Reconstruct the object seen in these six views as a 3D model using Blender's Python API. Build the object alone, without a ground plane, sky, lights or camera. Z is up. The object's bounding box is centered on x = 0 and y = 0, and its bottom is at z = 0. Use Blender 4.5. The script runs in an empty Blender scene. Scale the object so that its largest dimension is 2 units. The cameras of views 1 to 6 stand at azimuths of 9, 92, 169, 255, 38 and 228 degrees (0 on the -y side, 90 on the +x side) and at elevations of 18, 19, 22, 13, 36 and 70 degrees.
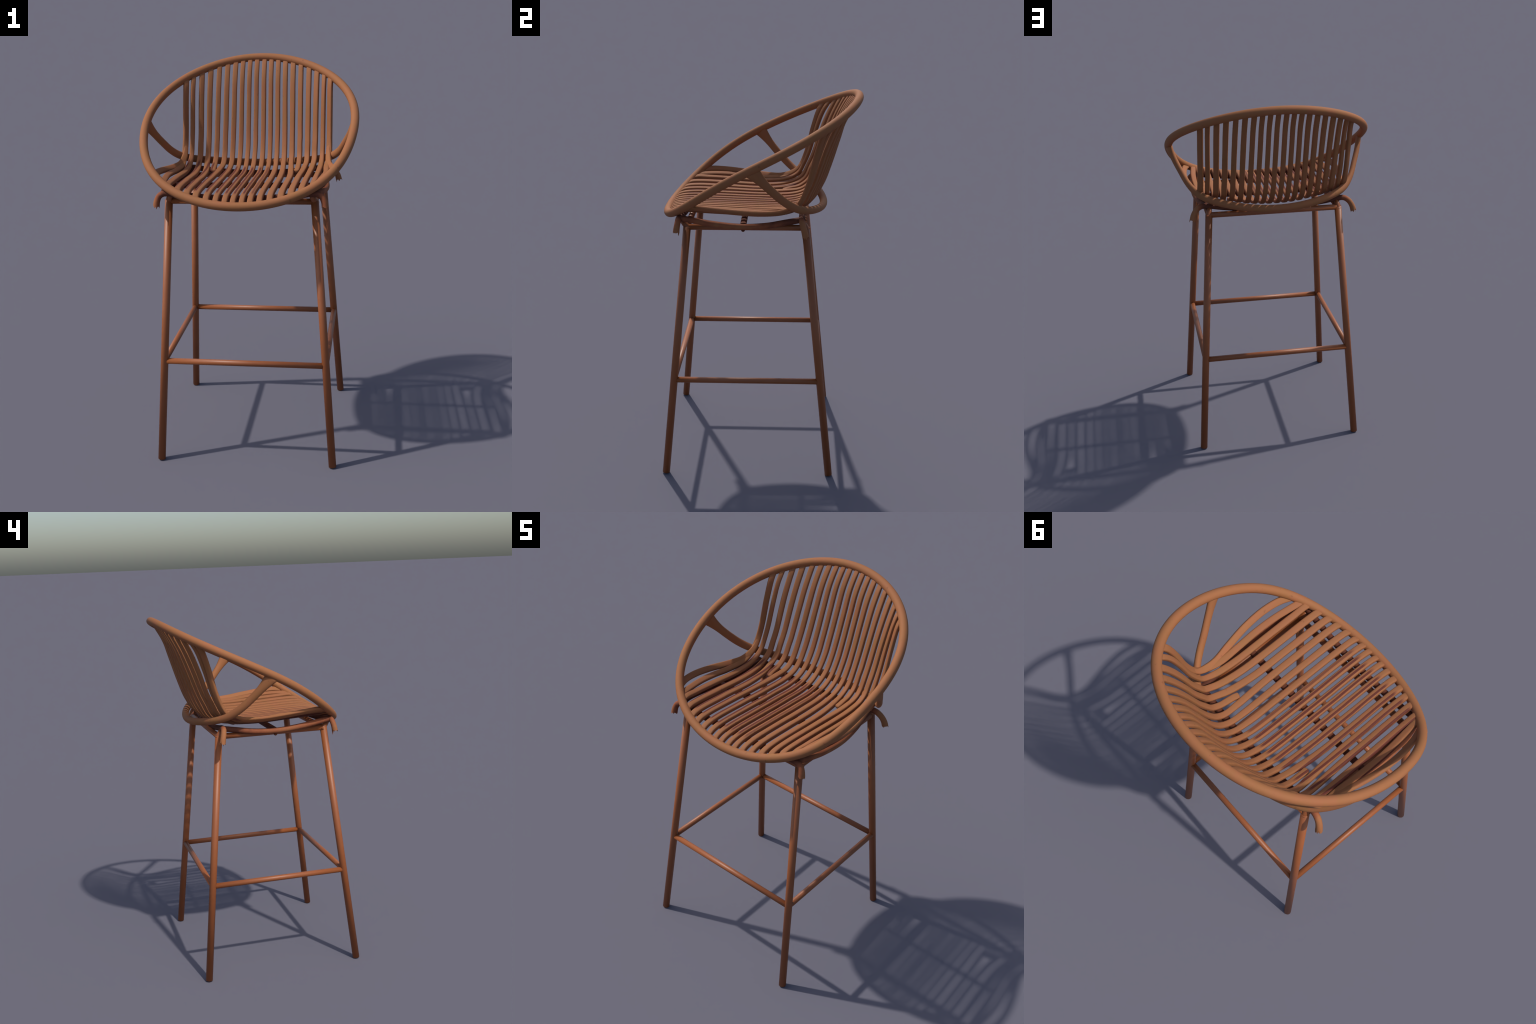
import bpy, math, random
from mathutils import Vector, noise

random.seed(7)
V = Vector

# ------------------------------------------------------------------ helpers
def catmull(ctrl, n):
    """Centripetal-like smooth curve through control points (tuples of any length)."""
    P = [tuple(c) for c in ctrl]
    dim = len(P[0])
    P = [tuple(2 * P[0][d] - P[1][d] for d in range(dim))] + P + \
        [tuple(2 * P[-1][d] - P[-2][d] for d in range(dim))]
    # chord-length knots keep uneven control spacing from overshooting
    t = [0.0]
    for a, b in zip(P, P[1:]):
        t.append(t[-1] + max(1e-6, math.dist(a[:3], b[:3])) ** 0.5)
    total = t[-2] - t[1]
    out = []
    seg = 1
    for i in range(n):
        u = t[1] + total * i / (n - 1)
        while seg < len(P) - 3 and u > t[seg + 1]:
            seg += 1
        t0, t1, t2, t3 = t[seg - 1:seg + 3]
        p0, p1, p2, p3 = P[seg - 1:seg + 3]
        r = []
        for d in range(dim):
            a1 = (t1 - u) / (t1 - t0) * p0[d] + (u - t0) / (t1 - t0) * p1[d]
            a2 = (t2 - u) / (t2 - t1) * p1[d] + (u - t1) / (t2 - t1) * p2[d]
            a3 = (t3 - u) / (t3 - t2) * p2[d] + (u - t2) / (t3 - t2) * p3[d]
            b1 = (t2 - u) / (t2 - t0) * a1 + (u - t0) / (t2 - t0) * a2
            b2 = (t3 - u) / (t3 - t1) * a2 + (u - t1) / (t3 - t1) * a3
            r.append((t2 - u) / (t2 - t1) * b1 + (u - t1) / (t2 - t1) * b2)
        out.append(tuple(r))
    return out


def tangents(path, closed=False):
    n = len(path)
    T = []
    for i in range(n):
        a = path[(i - 1) % n] if closed or i > 0 else path[0]
        b = path[(i + 1) % n] if closed or i < n - 1 else path[-1]
        T.append((b - a).normalized())
    return T


def sweep(path, section, lateral=None, closed=False, round_ends=(0.0, 0.0)):
    """Sweep section(i, fraction) -> [(side, out), ...] along a path.
    lateral: direction of the section's 'side' axis per point (parallel transport if None).
    round_ends: length over which each end is domed."""
    path = [V(p) for p in path]
    n = len(path)
    T = tangents(path, closed)
    if lateral is None:
        s0 = T[0].orthogonal().normalized()
        lateral = [s0]
        for i in range(1, n):
            s = lateral[-1] - T[i] * lateral[-1].dot(T[i])
            lateral.append(s.normalized())
    rings = []
    for i in range(n):
        s = lateral[i] - T[i] * lateral[i].dot(T[i])
        s.normalize()
        o = s.cross(T[i])
        rings.append([path[i] + s * a + o * b for a, b in section(i, i / (n - 1))])
    if not closed:
        def dome(ring, centre, d, length):
            out = []
            for k in range(1, 6):
                a = k / 6 * math.pi / 2
                out.append([centre + (v - centre) * math.cos(a) + d * (length * math.sin(a)) for v in ring])
            out.append(centre + d * length)
            return out
        head = dome(rings[0], path[0], -T[0], round_ends[0]) if round_ends[0] else None
        tail = dome(rings[-1], path[-1], T[-1], round_ends[1]) if round_ends[1] else None
        h_tip = t_tip = None
        if head:
            h_tip = head.pop()
            rings = head[::-1] + rings
        if tail:
            t_tip = tail.pop()
            rings = rings + tail
    m = len(rings[0])
    verts = [v for r in rings for v in r]
    faces = []
    count = len(rings)
    for i in range(count if closed else count - 1):
        j = (i + 1) % count
        for k in range(m):
            l = (k + 1) % m
            faces.append((i * m + k, i * m + l, j * m + l, j * m + k))
    if not closed:
        for tip, base, flip in ((h_tip, 0, True), (t_tip, (count - 1) * m, False)):
            if tip is None:
                f = tuple(base + k for k in range(m))
                faces.append(f[::-1] if flip else f)
            else:
                verts.append(tip)
                c = len(verts) - 1
                for k in range(m):
                    l = (k + 1) % m
                    faces.append((base + l, base + k, c) if flip else (base + k, base + l, c))
    return verts, faces


def disc(r, n=20, ry=None):
    ry = r if ry is None else ry
    return [(r * math.cos(2 * math.pi * k / n), ry * math.sin(2 * math.pi * k / n)) for k in range(n)]


def smooth(t):
    t = max(0.0, min(1.0, t))
    return t * t * (3 - 2 * t)


def slat_section(width, thick, n=24, power=3.6):
    pts = []
    for k in range(n):
        a = 2 * math.pi * k / n
        c, s = math.cos(a), math.sin(a)
        pts.append((math.copysign(abs(c) ** (2 / power), c) * width / 2,
                    math.copysign(abs(s) ** (2 / power), s) * thick / 2))
    return pts


ROOT = bpy.data.objects.new("rattan_bar_stool", None)
bpy.context.scene.collection.objects.link(ROOT)
ROOT["label"] = "tall orange bar stool with round slatted rattan bucket seat"
ROOT["category"] = "bar stool"


def add(name, geo, mat, origin=(0, 0, 0), sharp=None):
    verts, faces = geo
    o = V(origin)
    me = bpy.data.meshes.new(name)
    me.from_pydata([tuple(V(v) - o) for v in verts], [], faces)
    me.validate()
    for p in me.polygons:
        p.use_smooth = True
    me.materials.append(mat)
    ob = bpy.data.objects.new(name, me)
    ob.location = o
    bpy.context.scene.collection.objects.link(ob)
    ob.parent = ROOT
    if sharp:
        me.set_sharp_from_angle(angle=math.radians(sharp))
    return ob


# ------------------------------------------------------------------ materials
class Nodes:
    def __init__(self, name):
        self.m = bpy.data.materials.new(name)
        self.m.use_nodes = True
        self.t = self.m.node_tree
        self.t.nodes.clear()
        self.out = self.new("ShaderNodeOutputMaterial")
        self.bsdf = self.new("ShaderNodeBsdfPrincipled")
        self.link(self.bsdf.outputs[0], self.out.inputs[0])
        self.co = self.new("ShaderNodeTexCoord").outputs["Object"]

    def new(self, kind, **kw):
        n = self.t.nodes.new(kind)
        for k, v in kw.items():
            setattr(n, k, v)
        return n

    def link(self, a, b):
        self.t.links.new(a, b)

    def put(self, socket, val):
        if hasattr(val, "is_output"):
            self.link(val, socket)
        else:
            socket.default_value = val

    def math(self, op, a, b=0.0, c=0.0, clamp=False):
        n = self.new("ShaderNodeMath", operation=op, use_clamp=clamp)
        for i, v in enumerate((a, b, c)):
            self.put(n.inputs[i], v)
        return n.outputs[0]

    def step(self, val, lo, hi, a=0.0, b=1.0):
        n = self.new("ShaderNodeMapRange", interpolation_type="SMOOTHSTEP")
        self.put(n.inputs["Value"], val)
        n.inputs["From Min"].default_value = lo
        n.inputs["From Max"].default_value = hi
        n.inputs["To Min"].default_value = a
        n.inputs["To Max"].default_value = b
        return n.outputs[0]

    def noise(self, scale, detail=3.0, stretch=(1, 1, 1), rough=0.55):
        mp = self.new("ShaderNodeMapping")
        mp.inputs["Scale"].default_value = stretch
        self.link(self.co, mp.inputs["Vector"])
        n = self.new("ShaderNodeTexNoise")
        self.link(mp.outputs[0], n.inputs["Vector"])
        n.inputs["Scale"].default_value = scale
        n.inputs["Detail"].default_value = detail
        n.inputs["Roughness"].default_value = rough
        return n.outputs[0]

    def mix(self, fac, a, b):
        n = self.new("ShaderNodeMix", data_type="RGBA")
        self.put(n.inputs["Factor"], fac)
        ca, cb = [s for s in n.inputs if s.name in ("A", "B") and s.type == "RGBA"]
        self.put(ca, a)
        self.put(cb, b)
        return [s for s in n.outputs if s.type == "RGBA"][0]

    def bump(self, height, strength, dist=0.002):
        n = self.new("ShaderNodeBump")
        n.inputs["Strength"].default_value = strength
        n.inputs["Distance"].default_value = dist
        self.put(n.inputs["Height"], height)
        self.link(n.outputs[0], self.bsdf.inputs["Normal"])

    def finish(self, colour, rough, spec=0.5):
        self.put(self.bsdf.inputs["Base Color"], colour)
        self.put(self.bsdf.inputs["Roughness"], rough)
        self.bsdf.inputs["Specular IOR Level"].default_value = spec
        return self.m


TAN_A = (0.285, 0.113, 0.046, 1)
TAN_B = (0.295, 0.109, 0.047, 1)
TAN_C = (0.272, 0.114, 0.042, 1)
MAROON = (0.096, 0.022, 0.016, 1)
ORANGE = (0.255, 0.073, 0.019, 1)
BROWN = (0.095, 0.030, 0.018, 1)  # base colour lowered toward the occlusion shadow seen on the rods


def rattan(name, streaks=False):
    N = Nodes(name)
    k = 0.93 if streaks else 1.0
    TAN, TAN_WARM, TAN_GOLD = [tuple(v * k for v in c[:3]) + (1,) for c in (TAN_A, TAN_B, TAN_C)]
    c = N.mix(N.step(N.noise(14, 2), 0.35, 0.65), TAN_WARM, TAN_GOLD)
    c = N.mix(N.step(N.noise(5, 3), 0.3, 0.7), c, TAN)
    # small brown scuffs scattered along the cane
    sc = N.step(N.noise(38, 2, (1.6, 1, 1)), 0.68, 0.76, 0.0, 0.35)
    c = N.mix(sc, c, (0.135, 0.045, 0.024, 1))
    if streaks:
        # dark red-brown stain running along the seat part of the slats,
        # on their outer flank at one side, on the crown in the middle
        sep = N.new("ShaderNodeSeparateXYZ")
        N.link(N.co, sep.inputs[0])
        info = N.new("ShaderNodeObjectInfo")
        loc = N.new("ShaderNodeSeparateXYZ")
        N.link(info.outputs["Location"], loc.inputs[0])
        lx = loc.outputs[0]
        wob = N.math("MULTIPLY", N.math("SUBTRACT", N.noise(16, 3, (1, 0.22, 0.22)), 0.5), 0.008)
        centre = N.math("MULTIPLY", lx, 0.036)
        d = N.math("ABSOLUTE", N.math("ADD", N.math("SUBTRACT", sep.outputs[0], centre), wob))
        band = N.step(d, 0.0044, 0.0068, 1.0, 0.0)
        ends = N.math("MULTIPLY", N.math("SUBTRACT", N.noise(3.1, 2), 0.5), 0.5)
        yy = N.math("ADD", sep.outputs[1], ends)
        along = N.math("MULTIPLY", N.step(yy, -0.42, -0.38), N.step(yy, 0.13, 0.17, 1.0, 0.0))
        low = N.step(sep.outputs[2], 1.50, 1.53, 1.0, 0.0)
        side = N.step(lx, 0.03, 0.12, 1.0, 0.0)
        brk = N.step(N.noise(4, 2, (6, 0.8, 0.8)), 0.34, 0.40)
        f = band
        for g in (along, low, side, brk):
            f = N.math("MULTIPLY", f, g)
        c = N.mix(N.math("MULTIPLY", f, 0.93), c, MAROON)
    N.bump(N.noise(160, 3, (1, 0.35, 0.35)), 0.10, 0.001)
    return N.finish(c, 0.72, 0.2)


MAT_RIM = rattan("rattan_cane")
MAT_SLAT = rattan("rattan_slat", True)


def painted():
    N = Nodes("orange_painted_tube")
    c = N.mix(N.step(N.noise(7, 3), 0.3, 0.7), ORANGE, (0.265, 0.079, 0.023, 1))
    N.bump(N.noise(60, 2), 0.03, 0.001)
    return N.finish(c, 0.48, 0.5)


MAT_LEG = painted()


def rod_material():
    # rods darkened with baked under-seat shade, colour lightens to tan at the drooping ends
    N = Nodes("shade_darkened_rod")
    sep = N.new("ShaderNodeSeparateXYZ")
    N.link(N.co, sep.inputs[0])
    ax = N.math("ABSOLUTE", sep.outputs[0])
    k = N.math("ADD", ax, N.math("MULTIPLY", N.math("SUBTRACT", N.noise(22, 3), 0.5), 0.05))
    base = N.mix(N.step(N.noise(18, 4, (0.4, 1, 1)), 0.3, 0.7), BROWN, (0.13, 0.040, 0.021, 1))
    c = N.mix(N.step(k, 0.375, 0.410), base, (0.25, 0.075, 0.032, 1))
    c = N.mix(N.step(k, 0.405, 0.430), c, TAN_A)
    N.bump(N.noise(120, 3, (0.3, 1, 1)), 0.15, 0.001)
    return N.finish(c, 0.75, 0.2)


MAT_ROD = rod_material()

# ------------------------------------------------------------------ rim (tilted egg-shaped hoop)
RIM_X = (0.5636, 0.0266, 0.0236, 0.0137)            # sine terms
RIM_Y = (-0.0010, -0.4973, 0.0125, -0.0054, -0.0096)  # cosine terms
RIM_Z = (1.6959, -0.2882, -0.0140, -0.0138, -0.0040)
RIM_R = 0.0215


def rim_point(t):
    return V((sum(a * math.sin((k + 1) * t) for k, a in enumerate(RIM_X)),
              sum(a * math.cos(k * t) for k, a in enumerate(RIM_Y)),
              sum(a * math.cos(k * t) for k, a in enumerate(RIM_Z))))


def rim_at_x(x, front):
    """Rim point with the given |x| on the front or back half."""
    x = abs(x)
    lo, hi = (0.0, 1.2) if front else (math.pi, math.pi - 1.15)
    for _ in range(50):
        mid = (lo + hi) / 2
        if rim_point(mid).x < x:
            lo = mid
        else:
            hi = mid
    return rim_point((lo + hi) / 2)


NR = 240
add("rim", sweep([rim_point(2 * math.pi * i / NR) for i in range(NR)],
                 lambda i, f: disc(RIM_R, 28), closed=True,
                 lateral=[V((0, 0.3, 1)) for _ in range(NR)]), MAT_RIM)

# ------------------------------------------------------------------ slats
# Shell profile (y, z of slat centre lines) at four distances u from the middle.
# Rows go from the rim down the back, round the bend and along the seat.
U_KEYS = (0.0, 0.145, 0.27, 0.395)
BACK = (  # (y, z) per key
    ((0.444, 1.880), (0.424, 1.866), (0.383, 1.836), (0.314, 1.845)),
    ((0.409, 1.770), (0.385, 1.752), (0.339, 1.722), (0.282, 1.745)),
    ((0.365, 1.630), (0.341, 1.615), (0.297, 1.600), (0.250, 1.615)),
    ((0.330, 1.540), (0.309, 1.532), (0.268, 1.535), (0.222, 1.540)),
    ((0.287, 1.468), (0.273, 1.470), (0.241, 1.480), (0.196, 1.498)),
    ((0.222, 1.421), (0.224, 1.430), (0.200, 1.447), (0.165, 1.472)),
)
SEAT = (
    ((0.150, 1.400), (0.150, 1.409), (0.130, 1.427), (0.100, 1.452)),
    ((0.000, 1.399), (0.000, 1.405), (0.000, 1.419), (0.000, 1.447)),
    ((-0.200, 1.404), (-0.200, 1.412), (-0.200, 1.428), (-0.180, 1.459)),
    ((-0.400, 1.408), (-0.390, 1.416), (-0.355, 1.434), (-0.290, 1.465)),
)


def lagrange(row, u):
    y = z = 0.0
    for i, ui in enumerate(U_KEYS):
        w = 1.0
        for j, uj in enumerate(U_KEYS):
            if i != j:
                w *= (u - uj) / (ui - uj)
        y += w * row[i][0]
        z += w * row[i][1]
    return y, z


def shell_path(xb, xm, xs, n=110, stop=None):
    """Slat centre line: rim at the back (x = xb), down the back (x = xm), rim in front (x = xs)."""
    top = rim_at_x(xb, False)
    ctrl = [(xb, top.y - 0.010, top.z - 0.005)]
    for k, r in enumerate(BACK):
        x = xb + (xm - xb) * (0.30, 0.60, 1.0, 1.12, 1.3, 1.3)[k]
        y, z = lagrange(r, x)
        y -= 0.006 * math.exp(-((x - 0.362) / 0.018) ** 2)      # second slat tucks behind the first
        ctrl.append((x, y, z))
    xl = ctrl[-1][0]
    last = len(SEAT) if stop is None else stop
    for k, r in enumerate(SEAT[:last]):
        y, z = lagrange(r, xs)
        f = (0.40, 0.90, 1.0, 1.0)[k]
        ctrl.append((xl + (xs - xl) * f, y, z))
    if stop is None:
        fr = rim_at_x(xs, True)
        y, z = ctrl[-1][1:]
        ctrl[-1] = (xs, max(y, fr.y + 0.085), z)
        ctrl.append((xs, fr.y + 0.038, (z + fr.z + 0.0125) / 2))
        ctrl.append((xs, fr.y + 0.003, fr.z + 0.0040))
    return catmull(ctrl, n)


def ribbon(xb, xm, xs, width, thick, mirror, n=110, stop=None, extra=None, end_round=0.0):
    d = 0.02
    p = shell_path(xb, xm, xs, n, stop=stop)
    a = shell_path(max(xb - d, 0.0), max(xm - d, 0.0), max(xs - d, 0.0), n, stop=stop)
    b = shell_path(xb + d, xm + d, xs + d, n, stop=stop)
    if extra:
        p = p + extra
    lat = []
    for i in range(len(p)):
        j = min(i, n - 1)
        va, vb = V(a[j]), V(b[j])
        s = (vb - va)
        # neighbours are compared at equal fractions: drop the along-slat part
        t = (V(p[min(j + 1, n - 1)]) - V(p[max(j - 1, 0)])).normalized()
        s -= t * s.dot(t)
        lat.append(s.normalized())
    for _ in range(6):
        lat = [(lat[max(i - 1, 0)] + lat[i] * 2 + lat[min(i + 1, len(lat) - 1)]).normalized() for i in range(len(lat))]
    if mirror:
        p = [(-q[0], q[1], q[2]) for q in p]
        lat = [V((l.x, -l.y, -l.z)) for l in lat]
    rnd = random.Random(int(xb * 1000) + (500 if mirror else 0))
    ph = rnd.uniform(0, 50)

    def sec(i, f):
        seat = smooth((0.215 - p[i].y) / 0.10)
        w = (width[0] + (width[1] - width[0]) * seat) * (1 + 0.05 * noise.noise(V((f * 9, ph, 0))))
        h = thick * (1 + 0.05 * noise.noise(V((f * 11, ph, 7))))
        h *= 1.0 + 0.28 * seat      # seat part is deeper
        h *= 1.0 - 0.40 * smooth((0.035 - f) / 0.035)
        if end_round == 0.0:
            h *= 1.0 - 0.35 * smooth((f - 0.955) / 0.045)      # thins out where it meets the rim
        return slat_section(w, h)

    def wander(i, q):
        k = math.sin(math.pi * i / (len(p) - 1))
        return V(q) + V((0.0012 * k * noise.noise(V((i * 0.09, ph, 3))), 0,
                         0.0010 * k * noise.noise(V((i * 0.11, ph, 9)))))
    p = [wander(i, q) for i, q in enumerate(p)]
    return sweep(p, sec, lat, round_ends=(0.0, end_round))


# from the side to the middle
# (x on the back rim, half way down the back, on the seat; width on the back, on the seat)
SLATS = (
    (0.362, 0.360, 0.354, 0.0250, 0.0305),
    (0.320, 0.317, 0.302, 0.0302, 0.0325),
    (0.275, 0.2747, 0.253, 0.0295, 0.0330),
    (0.184, 0.1867, 0.206, 0.0285, 0.0320),
    (0.140, 0.144, 0.154, 0.0280, 0.0305),
    (0.0995, 0.102, 0.106, 0.0262, 0.0290),
    (0.060, 0.0617, 0.0615, 0.0256, 0.0280),
    (0.0207, 0.0215, 0.0215, 0.0262, 0.0275),
)
THICK = 0.018
for sgn in (1, -1):
    mir = sgn < 0
    for xb, xm, xs, *w in SLATS:
        add("slat", ribbon(xb, xm, xs, w, THICK, mir), MAT_SLAT, (sgn * xs, 0, 0))
    # fifth slat from each side stops short just past the bend, lying against its neighbour
    add("short_slat", ribbon(0.2285, 0.231, 0.2285, (0.0282, 0.031), THICK, mir, stop=1,
                             extra=[(0.2275, 0.118, 1.4135)], end_round=0.010), MAT_SLAT, (sgn * 0.2285, 0, 0))

    # outermost back slat; it forks at the bend into two seat slats
    top = rim_at_x(0.399, False)
    spine = [(0.399, top.y - 0.010, top.z - 0.005)]
    for r in BACK:
        y, z = lagrange(r, 0.397)
        spine.append((0.3965, y, z))
    seat_inner = spine + [(0.390, 0.085, 1.449), (0.396, -0.030, 1.447), (0.399, -0.130, 1.457),
                          (0.395, -0.230, 1.466), (0.386, -0.320, 1.468), (0.379, -0.392, 1.464)]
    seat_outer = [(0.394, 0.218, 1.530), (0.393, 0.194, 1.500), (0.395, 0.155, 1.474), (0.402, 0.095, 1.457),
                  (0.424, 0.005, 1.457), (0.444, -0.110, 1.469), (0.448, -0.220, 1.481),
                  (0.436, -0.305, 1.487), (0.417, -0.364, 1.484)]

    def side_dirs(path, tilt):
        out = []
        for q in path:
            back = min(1.0, max(0.0, (q[2] - 1.47) / 0.10)) if q[1] > 0.1 else 0.0
            a = tilt * (1 - back)
            out.append(V((math.cos(a) * (1 - 0.3 * back), -0.62 * back, math.sin(a))))
        return out

    for ctrl, w, tilt, name in ((seat_inner, 0.0315, 0.38, "slat"), (seat_outer, 0.034, 0.72, "edge_slat")):
        p = catmull(ctrl, 110)
        lat = side_dirs(p, tilt)
        if mir:
            p = [(-q[0], q[1], q[2]) for q in p]
            lat = [V((l.x, -l.y, -l.z)) for l in lat]
        add(name, sweep(p, lambda i, f, w=w, nm=name: slat_section(w * (1 if nm == "slat" else 0.72 + 0.28 * smooth(f / 0.22)), 0.0195), lat), MAT_SLAT if name == "slat" else MAT_RIM,
            (sgn * (0.40 if name == "slat" else 0.0), 0, 0))

# ------------------------------------------------------------------ support hoop (arms round the back)
def hoop_point(t):
    x = 0.684 * t - 0.2588 * t ** 3 + 0.0972 * t ** 5
    y = 0.3321 - 0.3099 * t ** 2 + 0.1555 * t ** 4 - 0.1935 * t ** 6
    z = 1.4167 + 0.1706 * t ** 2 - 0.2725 * t ** 4 + 0.3716 * t ** 6
    k = smooth((abs(t) - 0.88) / 0.13)          # lead the arm ends into the middle of the rim
    return V((x + math.copysign(0.0130, t) * k, y - 0.002 * k, z + 0.001 * k))


NH = 181
HOOP_END = 1.010
hp = [hoop_point(HOOP_END * (-1.0 + 2.0 * i / (NH - 1))) for i in range(NH)]
ht = tangents(hp)
hl = []
for i, q in enumerate(hp):
    f = abs(-1 + 2 * i / (NH - 1))
    k = max(0.0, min(1.0, (f - 0.55) / 0.25))
    outv = V((math.copysign(1, q.x), 0.0, 0.0)) if k > 0 else V((0, 1, 0))
    outv = V((0, 1, 0)) * (1 - k) + V((math.copysign(1.0, q.x), 0.25, 0)) * k
    outv = (outv - ht[i] * outv.dot(ht[i])).normalized()
    hl.append(ht[i].cross(outv))          # 'side' axis: up/forward in the arm plane


def hoop_section(i, f):
    t = HOOP_END * abs(-1 + 2 * f)
    k = max(0.0, min(1.0, (t - 0.55) / 0.25))
    k = k * k * (3 - 2 * k)
    across = 0.0200 + 0.0008 * k          # in the arm's own plane
    through = 0.0200 - 0.0050 * k         # sideways: the arms are flattened
    e = max(0.0, (t - HOOP_END + 0.085) / 0.085)
    flare_front = 1 + 1.05 * e ** 2.6
    flare_back = 1 + 0.85 * e ** 2.6
    pts = []
    for a, b in disc(1.0, 24):
        # the side axis points forward/down on one arm and backward/up on the other
        fore = a * FORE[i] > 0
        pts.append((a * across * (flare_front if fore else flare_back), b * through))
    return pts


FORE = [1 if hl[i].y < 0 else -1 for i in range(NH)]
add("support_hoop", sweep(hp, hoop_section, hl), MAT_RIM)

# ------------------------------------------------------------------ legs, rails and foot rungs
def leg_line(sx, sy, z):
    if sy < 0:
        return V((sx * (0.4495 - 0.0650 * z), -0.5048 + 0.1035 * z, z))
    return V((sx * (0.4490 - 0.0664 * z), 0.3760 - 0.1046 * z, z))


LEG_R, TUBE_R, Z_TOP, Z_RUNG = 0.0196, 0.0154, 1.369, 0.542


def tube(a, b, r, n=28, lat=V((0, 1, 0.3))):
    """Plain capped tube; smooth shading runs over the caps, which softens its ends."""
    ring = disc(r, n)
    return sweep([a, b], lambda i, f: ring, [lat, lat])


for sx in (-1, 1):
    for sy in (-1, 1):
        leg = add("leg", tube(leg_line(sx, sy, 0.0030), leg_line(sx, sy, Z_TOP + 0.004), LEG_R, 32,
                              V((1, 0, 0))), MAT_LEG)
CORN = [(-1, -1), (1, -1), (1, 1), (-1, 1)]
for (ax, ay), (bx, by) in zip(CORN, CORN[1:] + CORN[:1]):
    add("seat_rail", tube(leg_line(ax, ay, Z_TOP), leg_line(bx, by, Z_TOP), TUBE_R, lat=V((0.0, 0.1, 1))), MAT_LEG)
    add("foot_rung", tube(leg_line(ax, ay, Z_RUNG), leg_line(bx, by, Z_RUNG), TUBE_R, lat=V((0.0, 0.1, 1))), MAT_LEG)

# ------------------------------------------------------------------ rods of the cradle under the seat
ROD_R = 0.0150


def frayed_rod(ctrl, r, seed):
    """Round rod whose two ends droop and break off in uneven splinters."""
    rnd = random.Random(seed)
    n, m = 120, 32
    p = [V(q) for q in catmull(ctrl, n)]
    verts, faces = sweep(p, lambda i, f: disc(r * (1 + 0.10 * max(0.0, (abs(f - 0.5) - 0.42) / 0.08)), m),
                         [V((0, 1, 0.01))] * n)
    faces = [f for f in faces if len(f) == 4]          # open ends, closed below by a hollow
    verts = [V(v) for v in verts]
    T = tangents(p)
    for end in (0, n - 1):
        d = T[end] * (1 if end else -1)
        cuts = [rnd.uniform(-0.006, 0.008) for _ in range(m)]
        spikes = {rnd.randrange(m): 0.016, rnd.randrange(m): 0.012, rnd.randrange(m): 0.009}
        split = rnd.randrange(m)
        spikes[split] = -0.016
        spikes[(split + 1) % m] = -0.009
        base = end * m
        inner = []
        for k in range(m):
            L = cuts[k] * 0.6 + 0.4 * cuts[k - 1]
            L += spikes.get(k, 0.0)
            verts[base + k] = verts[base + k] + d * L
        c = p[end]
        for k in range(m):
            verts.append(c + (verts[base + k] - c) * 0.62 - d * 0.010)
        b2 = len(verts) - m
        verts.append(c - d * 0.022)
        tip = len(verts) - 1
        for k in range(m):
            l = (k + 1) % m
            q = (base + k, base + l, b2 + l, b2 + k)
            t = (b2 + k, b2 + l, tip)
            faces.append(q if end else q[::-1])
            faces.append(t if end else t[::-1])
    return verts, faces


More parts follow.
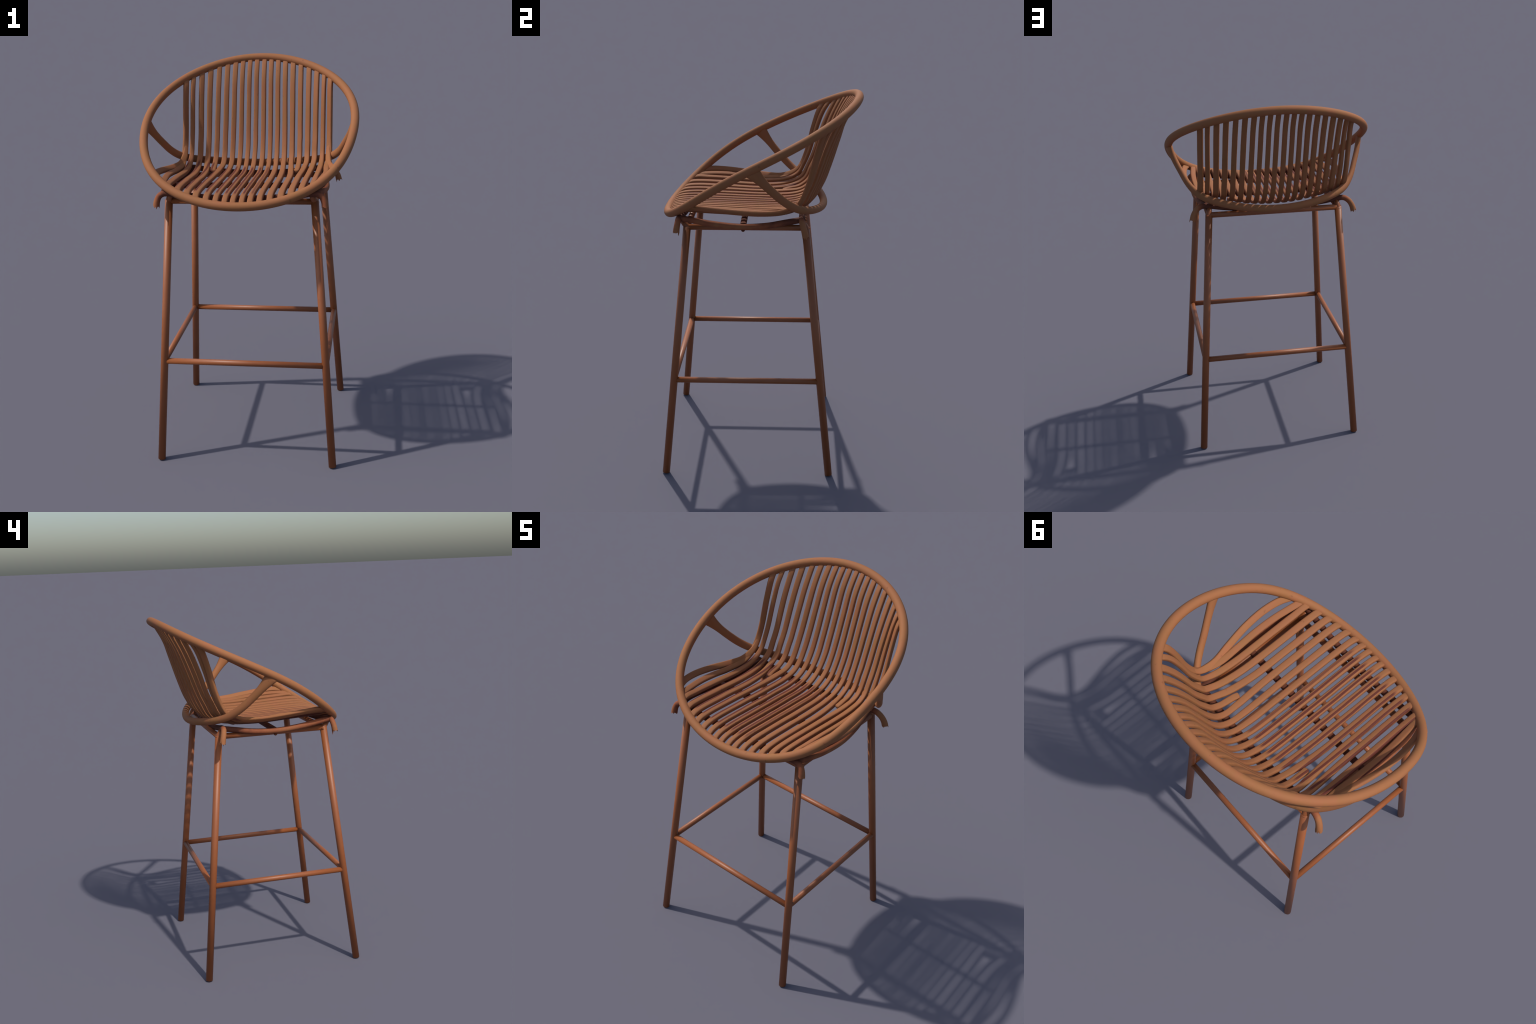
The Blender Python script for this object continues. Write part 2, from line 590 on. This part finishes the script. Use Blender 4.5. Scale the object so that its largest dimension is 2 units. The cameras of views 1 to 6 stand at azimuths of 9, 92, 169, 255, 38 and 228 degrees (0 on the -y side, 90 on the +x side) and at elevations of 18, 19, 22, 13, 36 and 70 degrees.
FRONT_HALF = [(0.0, -0.390, 1.389), (0.15, -0.392, 1.394), (0.28, -0.397, 1.406), (0.345, -0.401, 1.415),
              (0.378, -0.403, 1.414), (0.398, -0.405, 1.401), (0.409, -0.409, 1.378), (0.413, -0.412, 1.353)]
REAR_HALF = [(0.0, 0.219, 1.382), (0.15, 0.217, 1.388), (0.28, 0.214, 1.402), (0.360, 0.212, 1.414),
             (0.398, 0.213, 1.413), (0.424, 0.219, 1.396), (0.440, 0.227, 1.370), (0.447, 0.233, 1.344)]


def both_sides(half):
    return [(-x, y, z) for x, y, z in half[:0:-1]] + half


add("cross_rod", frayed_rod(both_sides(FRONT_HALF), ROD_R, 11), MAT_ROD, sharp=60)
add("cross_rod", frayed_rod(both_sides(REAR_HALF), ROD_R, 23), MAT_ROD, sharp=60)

for sx in (-1, 1):
    path = [(0.366 * sx, -0.400, 1.415), (0.386 * sx, -0.345, 1.413), (0.400 * sx, -0.240, 1.398),
            (0.400 * sx, -0.085, 1.383), (0.386 * sx, 0.040, 1.386), (0.370 * sx, 0.140, 1.400),
            (0.362 * sx, 0.212, 1.411)]
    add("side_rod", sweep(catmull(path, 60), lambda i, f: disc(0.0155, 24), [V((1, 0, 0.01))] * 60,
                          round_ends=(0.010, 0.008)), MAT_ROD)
    # small fixing knob below the middle of each side rod
    kx = 0.380 * sx
    prof = [(1.378, 0.0050), (1.362, 0.0050), (1.361, 0.0090), (1.357, 0.0095), (1.353, 0.0060), (1.351, 0.002)]
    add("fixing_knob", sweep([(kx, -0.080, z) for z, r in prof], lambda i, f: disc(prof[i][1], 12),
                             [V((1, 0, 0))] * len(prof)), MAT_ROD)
    for sy in (-1, 1):
        lt = leg_line(sx, sy, Z_TOP + 0.002)
        rod = V((0.345 * sx, -0.401, 1.412)) if sy < 0 else V((0.350 * sx, 0.212, 1.410))
        st = [(lt - (rod - lt) * 0.3, 0.0165), (lt, 0.0165), (lt.lerp(rod, 0.35), 0.0150), (lt.lerp(rod, 0.9), 0.0115)]
        add("corner_block", sweep([s[0] for s in st], lambda i, f: disc(st[i][1], 16), [V((1, 0, 0))] * 4), MAT_LEG)

mid = [(-0.398 + 0.796 * i / 30, -0.080, 1.381) for i in range(31)]
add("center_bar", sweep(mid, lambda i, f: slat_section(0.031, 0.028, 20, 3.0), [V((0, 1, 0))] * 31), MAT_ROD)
